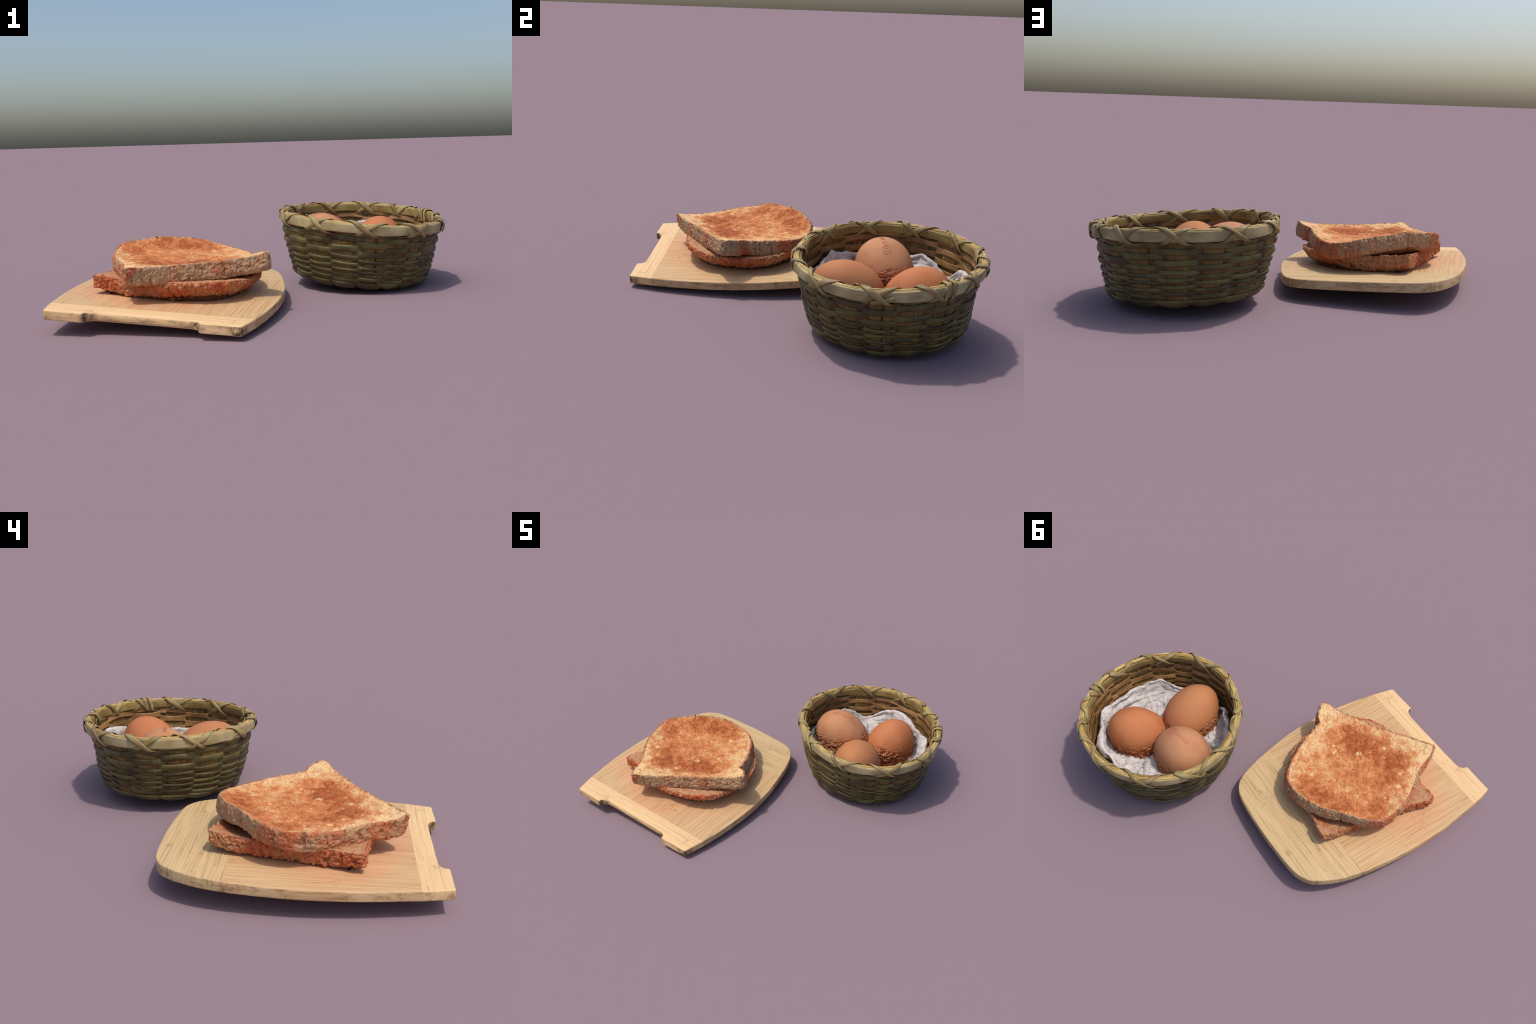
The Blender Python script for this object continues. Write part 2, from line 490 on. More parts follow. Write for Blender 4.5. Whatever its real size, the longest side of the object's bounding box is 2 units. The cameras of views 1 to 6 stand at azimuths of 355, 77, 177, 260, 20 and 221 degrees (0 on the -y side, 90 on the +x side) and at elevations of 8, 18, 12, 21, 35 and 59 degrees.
    top = [f for f, r in zip(F, face_ring) if r <= top_rings - 2]
    rest = [f for f, r in zip(F, face_ring) if r > top_rings - 2]
    part("toasted_face", V, nrm, top, mats[0], root)
    part("crust", V, nrm, rest, mats[1], root)
    return root, h


def toast_face(name, blobs, pale, mid_c, dark_c, base_level, st=None):
    n = Nodes(name)
    wob = n.noise(n.co, 14.0, 4, 0.6, color=True)
    p = n.vmath("ADD", n.co, n.vmath("MULTIPLY", n.vmath("SUBTRACT", wob, (0.5, 0.5, 0.5)), (0.14, 0.14, 0.0)))
    p = n.vmath("MULTIPLY", p, (1, 1, 0))
    f = base_level
    for (x, y), r, k in blobs:
        f = n.math("ADD", f, n.math("MULTIPLY", n.blob(p, (x, y, 0), r, 0.0), k))
    n1 = n.noise(n.co, 23.0, 6, 0.68)
    n2 = n.noise(n.co, 130.0, 3, 0.65)
    n3 = n.noise(n.scale(n.co, (1, 1, 0.3), (4, 2, 0)), 62.0, 3, 0.6)
    f = n.add(f, n.math("MULTIPLY", n.math("SUBTRACT", n1, 0.5), 1.55), n.math("MULTIPLY", n.math("SUBTRACT", n2, 0.5), 0.60))
    col = n.ramp(f, [(0.06, pale), (0.32, tuple(a * 0.55 + b * 0.45 for a, b in zip(pale, mid_c))), (0.54, mid_c), (0.95, dark_c)])
    # unbrowned creamy grains and dark little pores
    cream = n.math("MULTIPLY", n.step(n.noise(n.scale(n.co, (1, 1, 1), (1, 5, 0)), 40.0, 2, 0.5), 0.66, 0.76), 0.75)
    col = n.mix(cream, col, S(246, 212, 150, 0.84))
    for c, r in ((0.07, 0.512), 0.020), ((0.024, 0.383), 0.017), ((-0.21, 0.47), 0.018), ((-0.155, 0.41), 0.012), ((0.15, 0.62), 0.013), ((0.10, 0.80), 0.014), ((-0.09, 0.71), 0.012), ((0.19, 0.60), 0.012):
        fl = n.math("MULTIPLY", n.blob(n.vmath("MULTIPLY", n.vmath("ADD", n.co, n.vmath("MULTIPLY", n.vmath("SUBTRACT", wob, (0.5, 0.5, 0.5)), (0.04, 0.04, 0))), (1, 1, 0)), (c[0], c[1], 0), r, 0.3), 0.8)
        col = n.mix(fl, col, S(250, 214, 150, 0.86))
    warm = n.step(n3, 0.57, 0.70)
    col = n.mix(n.math("MULTIPLY", warm, 0.35), col, S(206, 96, 58, 0.72))
    poreN = n.noise(n.scale(n.co, (90, 210, 90), rot=(0, 0, rad(34))), 1.0, 3, 0.6)
    pore = n.math("MULTIPLY", n.step(poreN, 0.57, 0.66), 0.72)
    streak = n.noise(n.scale(n.co, (34, 85, 34), rot=(0, 0, rad(34))), 1.0, 4, 0.6, 0.5)
    col = n.mix(n.math("MULTIPLY", n.step(streak, 0.54, 0.68), 0.38), col, S(184, 122, 74, 0.78))
    speck = n.step(n.noise(n.co, 260.0, 2, 0.6), 0.60, 0.72)
    col = n.mix(n.math("MULTIPLY", speck, 0.38), col, S(140, 76, 42, 0.78))
    col = n.mix(pore, col, S(158, 96, 54, 0.75))
    n.bump(n.add(n1, n.math("MULTIPLY", n2, 0.8), n.math("MULTIPLY", poreN, -0.9)), 0.6, 0.008)
    return n.done(col, 0.8, 0.15)


def crust_material(name, red, tan, dark, tan_level):
    n = Nodes(name)
    a = n.noise(n.scale(n.co, (1, 1, 0.7)), 7.0, 4, 0.6, 0.4)
    b = n.noise(n.scale(n.co, (1, 1, 0.45)), 42.0, 5, 0.68, 0.5)
    c = n.noise(n.co, 120.0, 3, 0.6)
    col = n.mix(n.step(a, tan_level - 0.08, tan_level + 0.14), red, tan)
    col = n.mix(n.math("MULTIPLY", n.step(b, 0.53, 0.66), 0.85), col, dark)
    col = n.mix(n.math("MULTIPLY", n.step(n.noise(n.scale(n.co, (1, 1, 0.6), (3, 3, 3)), 40.0, 5, 0.7), 0.56, 0.66), 0.7), col, S(228, 130, 92, 0.8))
    col = n.mix(n.math("MULTIPLY", n.step(c, 0.58, 0.72), 0.35), col, S(120, 52, 34, 0.8))
    n.bump(n.add(b, n.math("MULTIPLY", c, 0.6)), 0.75, 0.010)
    return n.done(col, 0.7, 0.25)


M_TOP = toast_face("toasted_crumb", [((-0.02, 0.60), 0.52, 0.50), ((0.20, 0.49), 0.16, 0.40), ((0.08, 0.44), 0.16, 0.34), ((-0.02, 0.39), 0.14, 0.26), ((-0.10, 0.36), 0.12, 0.40), ((-0.14, 0.48), 0.14, 0.30),
                                        ((0.05, 0.885), 0.15, 0.50), ((-0.08, 0.86), 0.14, 0.44), ((-0.19, 0.79), 0.13, 0.44), ((-0.29, 0.67), 0.13, 0.46), ((-0.22, 0.60), 0.12, 0.2), ((0.2, 0.72), 0.2, 0.12)],
                   S(250, 212, 156, 0.86), S(228, 146, 90, 0.82), S(174, 86, 46, 0.79), 0.09)
M_LOWTOP = toast_face("underdone_crumb", [((-0.1, 0.9), 0.15, 0.4), ((0.15, 0.6), 0.3, 0.4)], S(216, 168, 128, 0.78), S(198, 124, 84, 0.78), S(142, 76, 46, 0.76), 0.20)
M_CRUST = crust_material("toasted_crust", S(202, 114, 74, 0.84), S(200, 162, 122, 0.84), S(140, 74, 48, 0.82), 0.47)
M_CRUST2 = crust_material("dark_red_crust", S(208, 112, 68, 0.84), S(208, 150, 106, 0.84), S(136, 66, 40, 0.82), 0.48)
M_DARK_BASE = crust_material("dark_brown_base", S(110, 66, 36, 0.7), S(122, 88, 52, 0.7), S(44, 26, 16, 0.8), 0.55)

top_ctrl = [(0.423, 0.497, 0.208), (0.377, 0.462, 0.195), (0.325, 0.442, 0.187), (0.252, 0.408, 0.178), (0.163, 0.359, 0.171), (0.072, 0.294, 0.168), (0.004, 0.231, 0.168), (-0.064, 0.18, 0.170), (-0.112, 0.162, 0.170), (-0.133, 0.178, 0.163), (-0.156, 0.222, 0.156), (-0.178, 0.277, 0.152),
            (-0.205, 0.331, 0.150), (-0.245, 0.391, 0.150), (-0.301, 0.467, 0.153), (-0.325, 0.549, 0.157), (-0.344, 0.636, 0.169), (-0.328, 0.696, 0.180), (-0.295, 0.751, 0.188), (-0.261, 0.796, 0.195), (-0.202, 0.827, 0.198), (-0.151, 0.873, 0.194), (-0.09, 0.908, 0.188), (-0.014, 0.934, 0.179),
            (0.063, 0.944, 0.163), (0.14, 0.933, 0.149), (0.184, 0.90, 0.145), (0.217, 0.857, 0.148), (0.263, 0.787, 0.156), (0.302, 0.707, 0.166), (0.328, 0.635, 0.173), (0.34, 0.59, 0.180), (0.371, 0.576, 0.188), (0.403, 0.538, 0.201),
            (0.07, 0.512, 0.143), (0.024, 0.383, 0.147), (0.213, 0.498, 0.155), (-0.124, 0.263, 0.158), (-0.219, 0.377, 0.152), (0.02, 0.636, 0.141), (-0.12, 0.6, 0.143), (-0.02, 0.83, 0.150), (-0.12, 0.775, 0.153), (-0.20, 0.70, 0.152), (0.06, 0.82, 0.143), (-0.27, 0.62, 0.148), (-0.06, 0.72, 0.144)]


def top_relief(V, st, is_top, is_side):
    d = np.zeros(len(V))
    xy = V[:, :2]
    crack = np.exp(-(((xy[:, 0] + 0.207) * 0.9 + (xy[:, 1] - 0.83) * 0.35) / 0.0035) ** 2) * (np.linalg.norm(xy - (-0.207, 0.83), axis=1) < 0.035)
    d -= 0.011 * crack * (is_side | (is_top & True))
    for c, r, k in (((0.213, 0.498), 0.011, 0.010), ((0.262, 0.497), 0.012, 0.006), ((0.155, 0.60), 0.010, 0.005), ((-0.03, 0.33), 0.014, 0.004), ((-0.06, 0.31), 0.013, 0.004), ((0.30, 0.80), 0.014, 0.003), ((0.05, 0.47), 0.02, -0.003), ((-0.20, 0.43), 0.012, -0.004)):
        d -= np.where(is_top, k * np.exp(-((xy - c) ** 2).sum(1) / r ** 2), 0)
    # ribs of torn crust on the side by the left ear
    rib = np.clip(np.sin(V[:, 1] * 160 + 2.0 * V[:, 2] * 40), 0, 1) ** 3
    near = (st[:, 0] > 0.24) & (st[:, 1] < 0.26)
    d -= np.where(is_side & near, 0.006 * rib, 0)
    return d


side_top = [(0.0, 0.0), (0.045, -0.003), (0.10, -0.004), (0.20, -0.004), (0.30, -0.004), (0.42, -0.004), (0.54, -0.003), (0.66, -0.002), (0.78, -0.001), (0.90, 0.001), (0.97, 0.004), (1.0, 0.010)]
def upper_flare(p):
    """the crust spreads outwards towards the bottom, except on the side over the lower slice's ears"""
    ear = np.exp(-((p - (-0.13, 0.19)) ** 2).sum(1) / 0.12 ** 2)
    return 0.013 * smooth(-0.27, -0.10, p[:, 0]) * (1 - 1.2 * ear)


upper, hU = build_slice("slice_of_toast", UM, UU, UT, top_ctrl, 0.084, side_top, 11, (M_TOP, M_CRUST), extra=top_relief, rough=0.85, flare=upper_flare)
upper["label"] = "browned bread slice with sagging middle and knobbly reddish crust"
upper["category"] = "toast"


def place_low(s, t):
    p = LM + s * LU + t * LT
    return p[0], p[1]


low_ctrl = [(*place_low(s, t), z) for s, t, z in ((-0.31, 0.0, 0.086), (0.31, 0.0, 0.104), (0.0, 0.0, 0.084), (-0.16, 0.0, 0.083), (0.16, 0.0, 0.090), (-0.31, 0.15, 0.084), (0.31, 0.15, 0.090), (-0.33, 0.35, 0.096), (0.32, 0.35, 0.095),
                                                    (-0.24, 0.56, 0.098), (0.2, 0.58, 0.092), (0.0, 0.645, 0.088), (-0.13, 0.63, 0.094), (0.0, 0.3, 0.066), (-0.15, 0.3, 0.072), (0.15, 0.3, 0.068), (0.0, 0.12, 0.072), (0.0, 0.52, 0.084), (-0.18, 0.50, 0.092), (0.16, 0.48, 0.084), (-0.22, 0.13, 0.070), (0.22, 0.1, 0.068), (0.26, 0.2, 0.070))]
side_low = [(0.0, 0.0), (0.04, -0.002), (0.10, -0.003), (0.18, -0.003), (0.28, -0.001), (0.40, 0.003), (0.52, 0.008), (0.64, 0.014), (0.76, 0.021), (0.86, 0.028), (0.94, 0.035), (1.0, 0.046)]


def low_thick(p):
    a, b = np.array(place_low(-0.31, 0.0)), np.array(place_low(0.31, 0.0))
    ea, eb = np.exp(-((p - a) ** 2).sum(1) / 0.11 ** 2), np.exp(-((p - b) ** 2).sum(1) / 0.11 ** 2)
    t = (p - LM) @ LT
    return 0.078 - 0.004 * smooth(0.25, 0.0, t) - 0.018 * ea - 0.010 * eb


def low_lean(p):
    t = (p - LM) @ LT
    return 0.18 + 1.50 * smooth(0.12, 0.55, t)


lower, hL = build_slice("slice_of_toast.001", LM, LU, LT, low_ctrl, low_thick, side_low, 41, (M_LOWTOP, M_CRUST2), outline=LOW_SLICE, lean=low_lean, rough=1.45)
lower["label"] = "dark reddish toasted bread slice lying under another slice"
lower["category"] = "toast"


def dark_foot():
    """dark, rough base the lower slice stands on"""
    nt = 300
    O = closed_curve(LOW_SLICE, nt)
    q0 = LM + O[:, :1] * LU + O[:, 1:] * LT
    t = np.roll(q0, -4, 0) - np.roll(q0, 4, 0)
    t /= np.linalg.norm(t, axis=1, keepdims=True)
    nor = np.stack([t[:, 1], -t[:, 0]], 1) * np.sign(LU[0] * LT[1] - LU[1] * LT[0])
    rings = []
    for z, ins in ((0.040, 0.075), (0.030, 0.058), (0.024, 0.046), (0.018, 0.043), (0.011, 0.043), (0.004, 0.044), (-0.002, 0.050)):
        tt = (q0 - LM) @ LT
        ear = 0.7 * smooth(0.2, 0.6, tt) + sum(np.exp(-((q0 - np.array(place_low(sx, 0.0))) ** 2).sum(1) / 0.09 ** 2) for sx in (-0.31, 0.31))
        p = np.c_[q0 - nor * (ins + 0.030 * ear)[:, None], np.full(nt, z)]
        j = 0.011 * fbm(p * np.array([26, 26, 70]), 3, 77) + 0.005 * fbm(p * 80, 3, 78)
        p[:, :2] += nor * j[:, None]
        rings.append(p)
    me = new_mesh("dark_underside", np.vstack(rings), grid_faces(len(rings), nt), M_DARK_BASE)
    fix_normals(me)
    ob = add("dark_underside", me, lower)
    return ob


dark_foot()


def seeds():
    n = Nodes("pale_seed")
    m = n.done(n.ramp(n.noise(n.co, 300, 2), [(0.3, S(250, 226, 176, 0.85)), (0.7, S(255, 244, 212, 0.9))]), 0.5, 0.3)
    bm = bmesh.new()
    bmesh.ops.create_uvsphere(bm, u_segments=14, v_segments=8, radius=1)
    me = bpy.data.meshes.new("seed"); bm.to_mesh(me); bm.free()
    me.materials.append(m)
    me.polygons.foreach_set("use_smooth", [True] * len(me.polygons))
    spots = [(0.327, 0.618, 0.0050), (-0.124, 0.263, 0.0055), (-0.219, 0.377, 0.0050)]
    for i, (x, y, r) in enumerate(spots):
        ob = bpy.data.objects.new("seed", me)
        scene.collection.objects.link(ob)
        ob.parent = upper
        z = float(hU(np.array([[x, y]]))[0])
        ob.matrix_local = Matrix.Translation((x, y, z + r * 0.05)) @ Matrix.Rotation(i * 1.3, 4, "Z") @ Matrix.Diagonal((r * 1.25, r * 0.75, r * 0.55, 1))


seeds()


# =================================================================== BASKET
PD = np.array([0.0, 0.06, 0.07, 0.10, 0.15, 0.20, 0.25, 0.298, 0.323, 0.337, 0.349, 0.355])
PR = np.array([0.412, 0.410, 0.407, 0.404, 0.395, 0.385, 0.376, 0.364, 0.356, 0.346, 0.331, 0.300])


def K(th, r, d):
    """basket point: angle, radius, depth under the rim plane -> local coordinates"""
    th, r, d = np.broadcast_arrays(np.asarray(th, float), np.asarray(r, float), np.asarray(d, float))
    fade = np.clip(1 - d / 0.34, 0, 1)
    a = th - 0.464
    k = 1 + (-0.0155 * np.cos(2 * a) + 0.007 * np.cos(3 * a) + 0.009 * np.sin(3 * a)) * (0.35 + 0.65 * fade)
    z = -d + (0.001 * np.cos(2 * th) + 0.0052 * np.sin(2 * th)) * fade
    k = k + 0.014 * np.cos(2 * th) * np.exp(-((d - 0.13) / 0.07) ** 2)
    z = z + 0.006 * np.clip((d - 0.22) / 0.1, 0, 1)
    return np.stack([r * k * np.cos(th) + np.interp(d, [0, 0.05, 0.09, 0.18, 0.3], [0, 0.0, -0.001, 0.003, 0.012]), r * k * np.sin(th) - 0.006 * np.clip(d / 0.12, 0, 1) * np.clip((0.32 - d) / 0.12, 0, 1), z], -1)


def bamboo(name, light, mid, dark, fleck, along="noise"):
    n = Nodes(name)
    r = n.rand()
    v = n.vmath("ADD", n.co, n.vec(n.math("MULTIPLY", r, 5.0), 0.0, 0.0))
    x, y, z = n.xyz(v)
    a = n.noise(v, 9.0, 3, 0.5)
    fib = n.noise(n.scale(v, (14, 14, 420)), 1.0, 4, 0.6)
    f = n.add(n.math("MULTIPLY", a, 0.75), n.math("MULTIPLY", fib, 0.45), n.math("MULTIPLY", n.math("SUBTRACT", r, 0.5), 0.12), -0.10)
    col = n.ramp(f, [(0.28, dark), (0.48, mid), (0.66, light)])
    col = n.mix(n.math("MULTIPLY", n.step(n.noise(v, 26, 4, 0.65), 0.58, 0.7), 0.45), col, fleck)
    n.bump(n.add(fib, n.math("MULTIPLY", a, 0.3)), 0.15, 0.004)
    return n.done(col, 0.5, 0.35)


def two_faced(name, out_cols, in_cols):
    """split bamboo: green skin outside, pithy brown inside (skin side decided by which way the strip faces from the axis)"""
    n = Nodes(name)
    r = n.rand()
    v = n.vmath("ADD", n.co, n.vec(n.math("MULTIPLY", r, 5.0), n.math("MULTIPLY", r, 3.0), 0.0))
    x, y, z = n.xyz(n.co)
    a = n.noise(v, 6.0, 4, 0.6)
    fib = n.noise(n.scale(v, (10, 10, 380)), 1.0, 4, 0.6)
    f = n.add(n.math("MULTIPLY", a, 1.25), n.math("MULTIPLY", fib, 0.4), -0.32)
    co = n.ramp(f, [(0.30, out_cols[2]), (0.48, out_cols[1]), (0.66, out_cols[0])])
    ci = n.ramp(f, [(0.30, in_cols[2]), (0.48, in_cols[1]), (0.66, in_cols[0])])
    tc = n.t.nodes.new("ShaderNodeTexCoord").outputs["Normal"]
    rad_dir = n.vmath("NORMALIZE", n.vec(x, y, 0.0))
    s = n.step(n.vmath("DOT_PRODUCT", tc, rad_dir, out=1), -0.25, 0.05)
    col = n.mix(s, ci, co)
    brown = n.math("MULTIPLY", n.step(n.noise(v, 30, 4, 0.65), 0.57, 0.70), 0.4)
    col = n.mix(brown, col, S(112, 84, 48, 0.8))
    n.bump(fib, 0.15, 0.004)
    return n.done(col, 0.48, 0.35)


M_WEAVE = two_faced("olive_bamboo_strip", (S(118, 110, 62, 0.80), S(92, 82, 46, 0.78), S(70, 54, 34, 0.78)), (S(178, 134, 84, 0.84), S(148, 106, 62, 0.84), S(106, 74, 42, 0.84)))
M_HOOP = bamboo("pale_bamboo_hoop", S(212, 198, 150, 0.80), S(186, 168, 122, 0.78), S(146, 124, 80, 0.76), S(186, 150, 104, 0.8))
M_INNER = bamboo("olive_inner_hoop", S(170, 146, 86, 0.78), S(136, 112, 62, 0.78), S(98, 74, 40, 0.78), S(118, 84, 46, 0.78))
M_FILL = bamboo("split_bamboo_fill", S(232, 206, 140, 0.82), S(196, 160, 92, 0.8), S(142, 100, 48, 0.8), S(118, 82, 40, 0.8))
M_BIND = bamboo("green_binding_strip", S(176, 160, 106, 0.80), S(156, 132, 88, 0.80), S(128, 108, 62, 0.82), S(176, 136, 92, 0.8))


def stake_material():
    n = Nodes("ribbed_bamboo_stake")
    x, y, z = n.xyz(n.co)
    ang = n.math("ARCTAN2", y, x)
    fib = n.noise(n.vec(n.math("MULTIPLY", ang, 150.0), n.math("MULTIPLY", z, 6.0), 0.0), 1.0, 3, 0.6)
    big = n.noise(n.co, 12, 3)
    f = n.add(n.math("MULTIPLY", fib, 0.8), n.math("MULTIPLY", big, 0.5), -0.18)
    col = n.ramp(f, [(0.28, S(84, 58, 28, 0.82)), (0.46, S(122, 94, 48, 0.82)), (0.66, S(154, 128, 72, 0.82))])
    n.bump(fib, 0.3, 0.004)
    return n.done(col, 0.55, 0.3)


M_STAKE = stake_material()
M_CANE = bamboo("dark_cane", S(126, 98, 50, 0.8), S(104, 78, 40, 0.8), S(78, 56, 28, 0.8), S(84, 62, 34, 0.8))
basket = bpy.data.objects.new("wicker_basket", None)
scene.collection.objects.link(basket)
basket.matrix_world = KM
basket["label"] = "round woven green bamboo basket with cross-bound pale rim"
basket["category"] = "basket"

# angle ranges (degrees) of the flat upright stakes
STAKES = [(36.0, 48.0), (56.8, 70.4), (81.5, 95.5), (103.5, 116.5), (129.0, 142.0), (151.0, 164.8), (172.4, 185.2), (196.0, 209.5), (218.3, 232.4), (237.2, 252.5), (260.3, 274.1), (282.0, 289.5), (294.6, 303.0), (309.6, 321.7), (328.4, 342.1), (347.0, 361.3), (368.0, 383.0)]
SPLIT = {10, 14, 16}                                            # stakes made of two narrow canes side by side


def build_stakes():
    dd = np.r_[np.linspace(0.012, 0.32, 26), np.linspace(0.326, 0.350, 8)]
    for i, (a0, a1) in enumerate(STAKES):
        parts = [(a0, a1)] if i not in SPLIT else [(a0, a0 + (a1 - a0) * 0.56), (a0 + (a1 - a0) * 0.62, a1)]
        for b0, b1 in parts:
            S_ = []
            wob = rng.uniform(-0.3, 0.3)
            ext = [(d, np.interp(d, PD, PR)) for d in dd]
            ext += [(0.355, 0.295), (0.353, 0.26), (0.348, 0.2), (0.345, 0.1)]
            for d, r in ext:
                k = 7
                th = np.radians(np.linspace(b0, b1, k) + wob * math.sin(d * 20))
                if r < 0.295:
                    th = th.mean() + (th - th.mean()) * 0.9
                bowv = 0.0022 * (1 - np.linspace(-1, 1, k) ** 2)
                bulge = 0.006 * math.exp(-((d - 0.345) / 0.012) ** 2)
                outer = K(th, r + 0.003 + bowv + bulge, d)
                inner = K(th, r - 0.003 + bowv, d if r > 0.3 else d - 0.006)[::-1]
                S_.append(np.vstack([outer, inner]))
            add("stake", sweep("stake", S_, M_STAKE), basket)
    # thin dark canes closing the slots between the stakes
    for i in range(len(STAKES)):
        b0, b1 = STAKES[i][1] - 1.0, (STAKES[i + 1][0] if i + 1 < len(STAKES) else STAKES[0][0] + 360) + 1.0
        S_ = []
        for d in np.linspace(0.012, 0.345, 30):
            r = np.interp(d, PD, PR)
            th = np.radians(np.linspace(b0, b1, 5))
            S_.append(np.vstack([K(th, r + 0.0012, d), K(th, r + 0.0002, d)[::-1]]))
        add("slot_cane", sweep("slot_cane", S_, M_CANE), basket)
    for i in SPLIT:
        a0, a1 = STAKES[i]
        m = a0 + (a1 - a0) * 0.59
        S_ = [np.vstack([K(np.radians(np.linspace(m - 1.2, m + 1.2, 4)), np.interp(d, PD, PR) - 0.003, d), K(np.radians(np.linspace(m - 1.2, m + 1.2, 4)), np.interp(d, PD, PR) - 0.005, d)[::-1]]) for d in np.linspace(0.012, 0.345, 30)]
        add("slot_cane", sweep("slot_cane", S_, M_CANE), basket)


ST_C = np.array([(a + b) / 2 for a, b in STAKES])


def stake_phase(deg):
    """continuous stake index at an angle: whole numbers at stake middles"""
    c = np.r_[ST_C - 360, ST_C, ST_C + 360]
    i = np.arange(-17, 34)
    return np.interp(deg, c, i)


ROW_REF = [0.049, 0.073, 0.099, 0.125, 0.150, 0.173, 0.192, 0.208, 0.224, 0.239, 0.254, 0.270, 0.287, 0.304, 0.322]


def build_weavers():
    rows = np.array(ROW_REF)
    for n in range(len(rows) - 1):
        deg = np.linspace(0, 360, 541)
        u = n + (deg - 178.6) / 360.0
        dm = np.interp(u, np.arange(len(rows)) - 0.0, rows)
        if n == 0:
            dm = np.maximum(dm, 0.046)
        pitch = np.interp(u, np.arange(len(rows) - 1) + 0.5, np.diff(rows))
        ph = stake_phase(deg)
        # turn number decides which stakes are passed outside; 17 stakes make the weave alternate
        par = ph + 17 * n
        w = np.cos(math.pi * par)
        w = np.sign(w) * np.abs(w) ** 0.65
        over = w > 0
        r0 = np.interp(dm, PD, PR)
        amp = 0.0074 + 0.0026 * vnoise(np.c_[ph * 0.9 + 31 * n, ph * 0, ph * 0 + n], 3)
        r = r0 + amp * w
        dm = dm + 0.0034 * vnoise(np.c_[deg / 14.0, deg * 0 + n * 7.1, deg * 0], 4)
        hwid = pitch * (0.55 + 0.20 * (1 - np.abs(w)) + 0.06 * vnoise(np.c_[deg / 22.0, deg * 0 + n * 3.3, deg * 0], 5))
        hwid = np.where(over, hwid * 1.08, hwid)
        slope = np.gradient(np.interp(np.linspace(0, 0.36, 200), PD, PR), 0.36 / 199)
        dr = np.interp(dm, np.linspace(0, 0.36, 200), slope)
        S_ = []
        for j in range(len(deg)):
            pr = strip_profile(hwid[j], 0.0028, 0.0012 + 0.0026 * (0.5 + 0.5 * w[j]), 7)
            th = rad(deg[j])
            S_.append(K(th, r[j] + pr[:, 1] + pr[:, 0] * dr[j], dm[j] + pr[:, 0]))
        add("weaver", sweep("weaver", S_, M_WEAVE), basket)
    # last course: broad strip turned under the edge, scalloped between the stakes
    deg = np.linspace(0, 360, 541)[:-1]
    w = np.cos(math.pi * stake_phase(deg))
    sc = np.abs(np.cos(math.pi * stake_phase(deg) + 0.3))
    S_ = []
    for j in range(len(deg)):
        th = rad(deg[j])
        x = np.linspace(-1, 1, 7)
        d = 0.332 + 0.017 * x + 0.024 * (sc[j] - 0.55) * np.clip(x, 0, 1)
        r = np.interp(d, PD, PR) + 0.014 * (sc[j] ** 0.7) + 0.004 * (1 - x ** 2)
        outer = K(th, r, d)
        inner = K(th, r - 0.006, d - 0.002)[::-1]
        S_.append(np.vstack([outer, inner]))
    add("foot_strip", sweep("foot_strip", S_, M_WEAVE, closed=True), basket)
    # plaited bottom: concentric strips passing over and under the stakes
    for k, r in enumerate(np.linspace(0.285, 0.03, 10)):
        S_ = []
        for j in range(0, 540, 3):
            dg = j * 360 / 540
            w = math.cos(math.pi * (stake_phase(dg) + k))
            pr = strip_profile(0.0145, 0.0025, 0.002, 5)
            S_.append(K(rad(dg), r + pr[:, 0], 0.345 - 0.006 * w + pr[:, 1]))
        add("bottom_strip", sweep("bottom_strip", S_, M_WEAVE, closed=True), basket)


def hoop(name, r, half_t, d0, d1, mat, lap=None, amp=0.0022, seed=0):
    n = 300
    deg = np.linspace(0, 360, n, endpoint=False)
    nz = lambda s: fbm(np.c_[np.cos(np.radians(deg)) * 3, np.sin(np.radians(deg)) * 3, deg * 0 + s], 3, seed)
    rr, e0, e1 = r + amp * nz(1), d0 + amp * 1.2 * nz(2), d1 + amp * 2.2 * nz(3)
    S_ = []
    a = np.linspace(0, 2 * math.pi, 20, endpoint=False)
    ca, sa = np.cos(a), np.sin(a)
    px = np.sign(ca) * np.abs(ca) ** 0.7
    py = np.sign(sa) * np.abs(sa) ** 0.35
    for j in range(n):
        mid, half = (e0[j] + e1[j]) / 2, (e1[j] - e0[j]) / 2
        bump = 0.0
        if lap is not None:
            dd = (deg[j] - lap + 180) % 360 - 180
            bump = 0.004 * math.exp(-(dd / 1.2) ** 2) if abs(dd) < 5 else 0
            if 0 < dd < 9:
                bump += 0.003 * (1 - dd / 9)
        S_.append(K(rad(deg[j]), rr[j] + half_t * px + bump, mid + half * py))
    return sweep(name, S_, mat, closed=True)


def build_rim():
    add("outer_hoop", hoop("outer_hoop", 0.4300, 0.0065, 0.002, 0.051, M_HOOP, lap=-143, seed=1), basket)
    add("inner_hoop", hoop("inner_hoop", 0.4030, 0.0060, 0.004, 0.046, M_INNER, lap=60, seed=2), basket)
    for k, (r, d) in enumerate(((0.4125, -0.001), (0.4195, -0.003), (0.4260, -0.001), (0.4160, 0.004), (0.4225, 0.003))):
        add("rim_filler", hoop("rim_filler", r, 0.0042, d, d + 0.012, M_FILL, amp=0.0036, seed=10 + k), basket)


# angles where the two binding strips cross on the outside of the rim
CROSS = [-168, -134, -100, -62, -28, 8, 33, 57, 88, 122, 159]


def lash_path(th, phi, proud):
    """superelliptic path round the rim: phi 0 outside, pi/2 top, pi inside"""
    c, s = np.cos(phi), np.sin(phi)
    e = 0.55
    x, y = np.sign(c) * np.abs(c) ** e, np.sign(s) * np.abs(s) ** e
    return K(th, 0.4175 + (0.0200 + proud) * x, 0.0262 - (0.0290 + proud) * y)


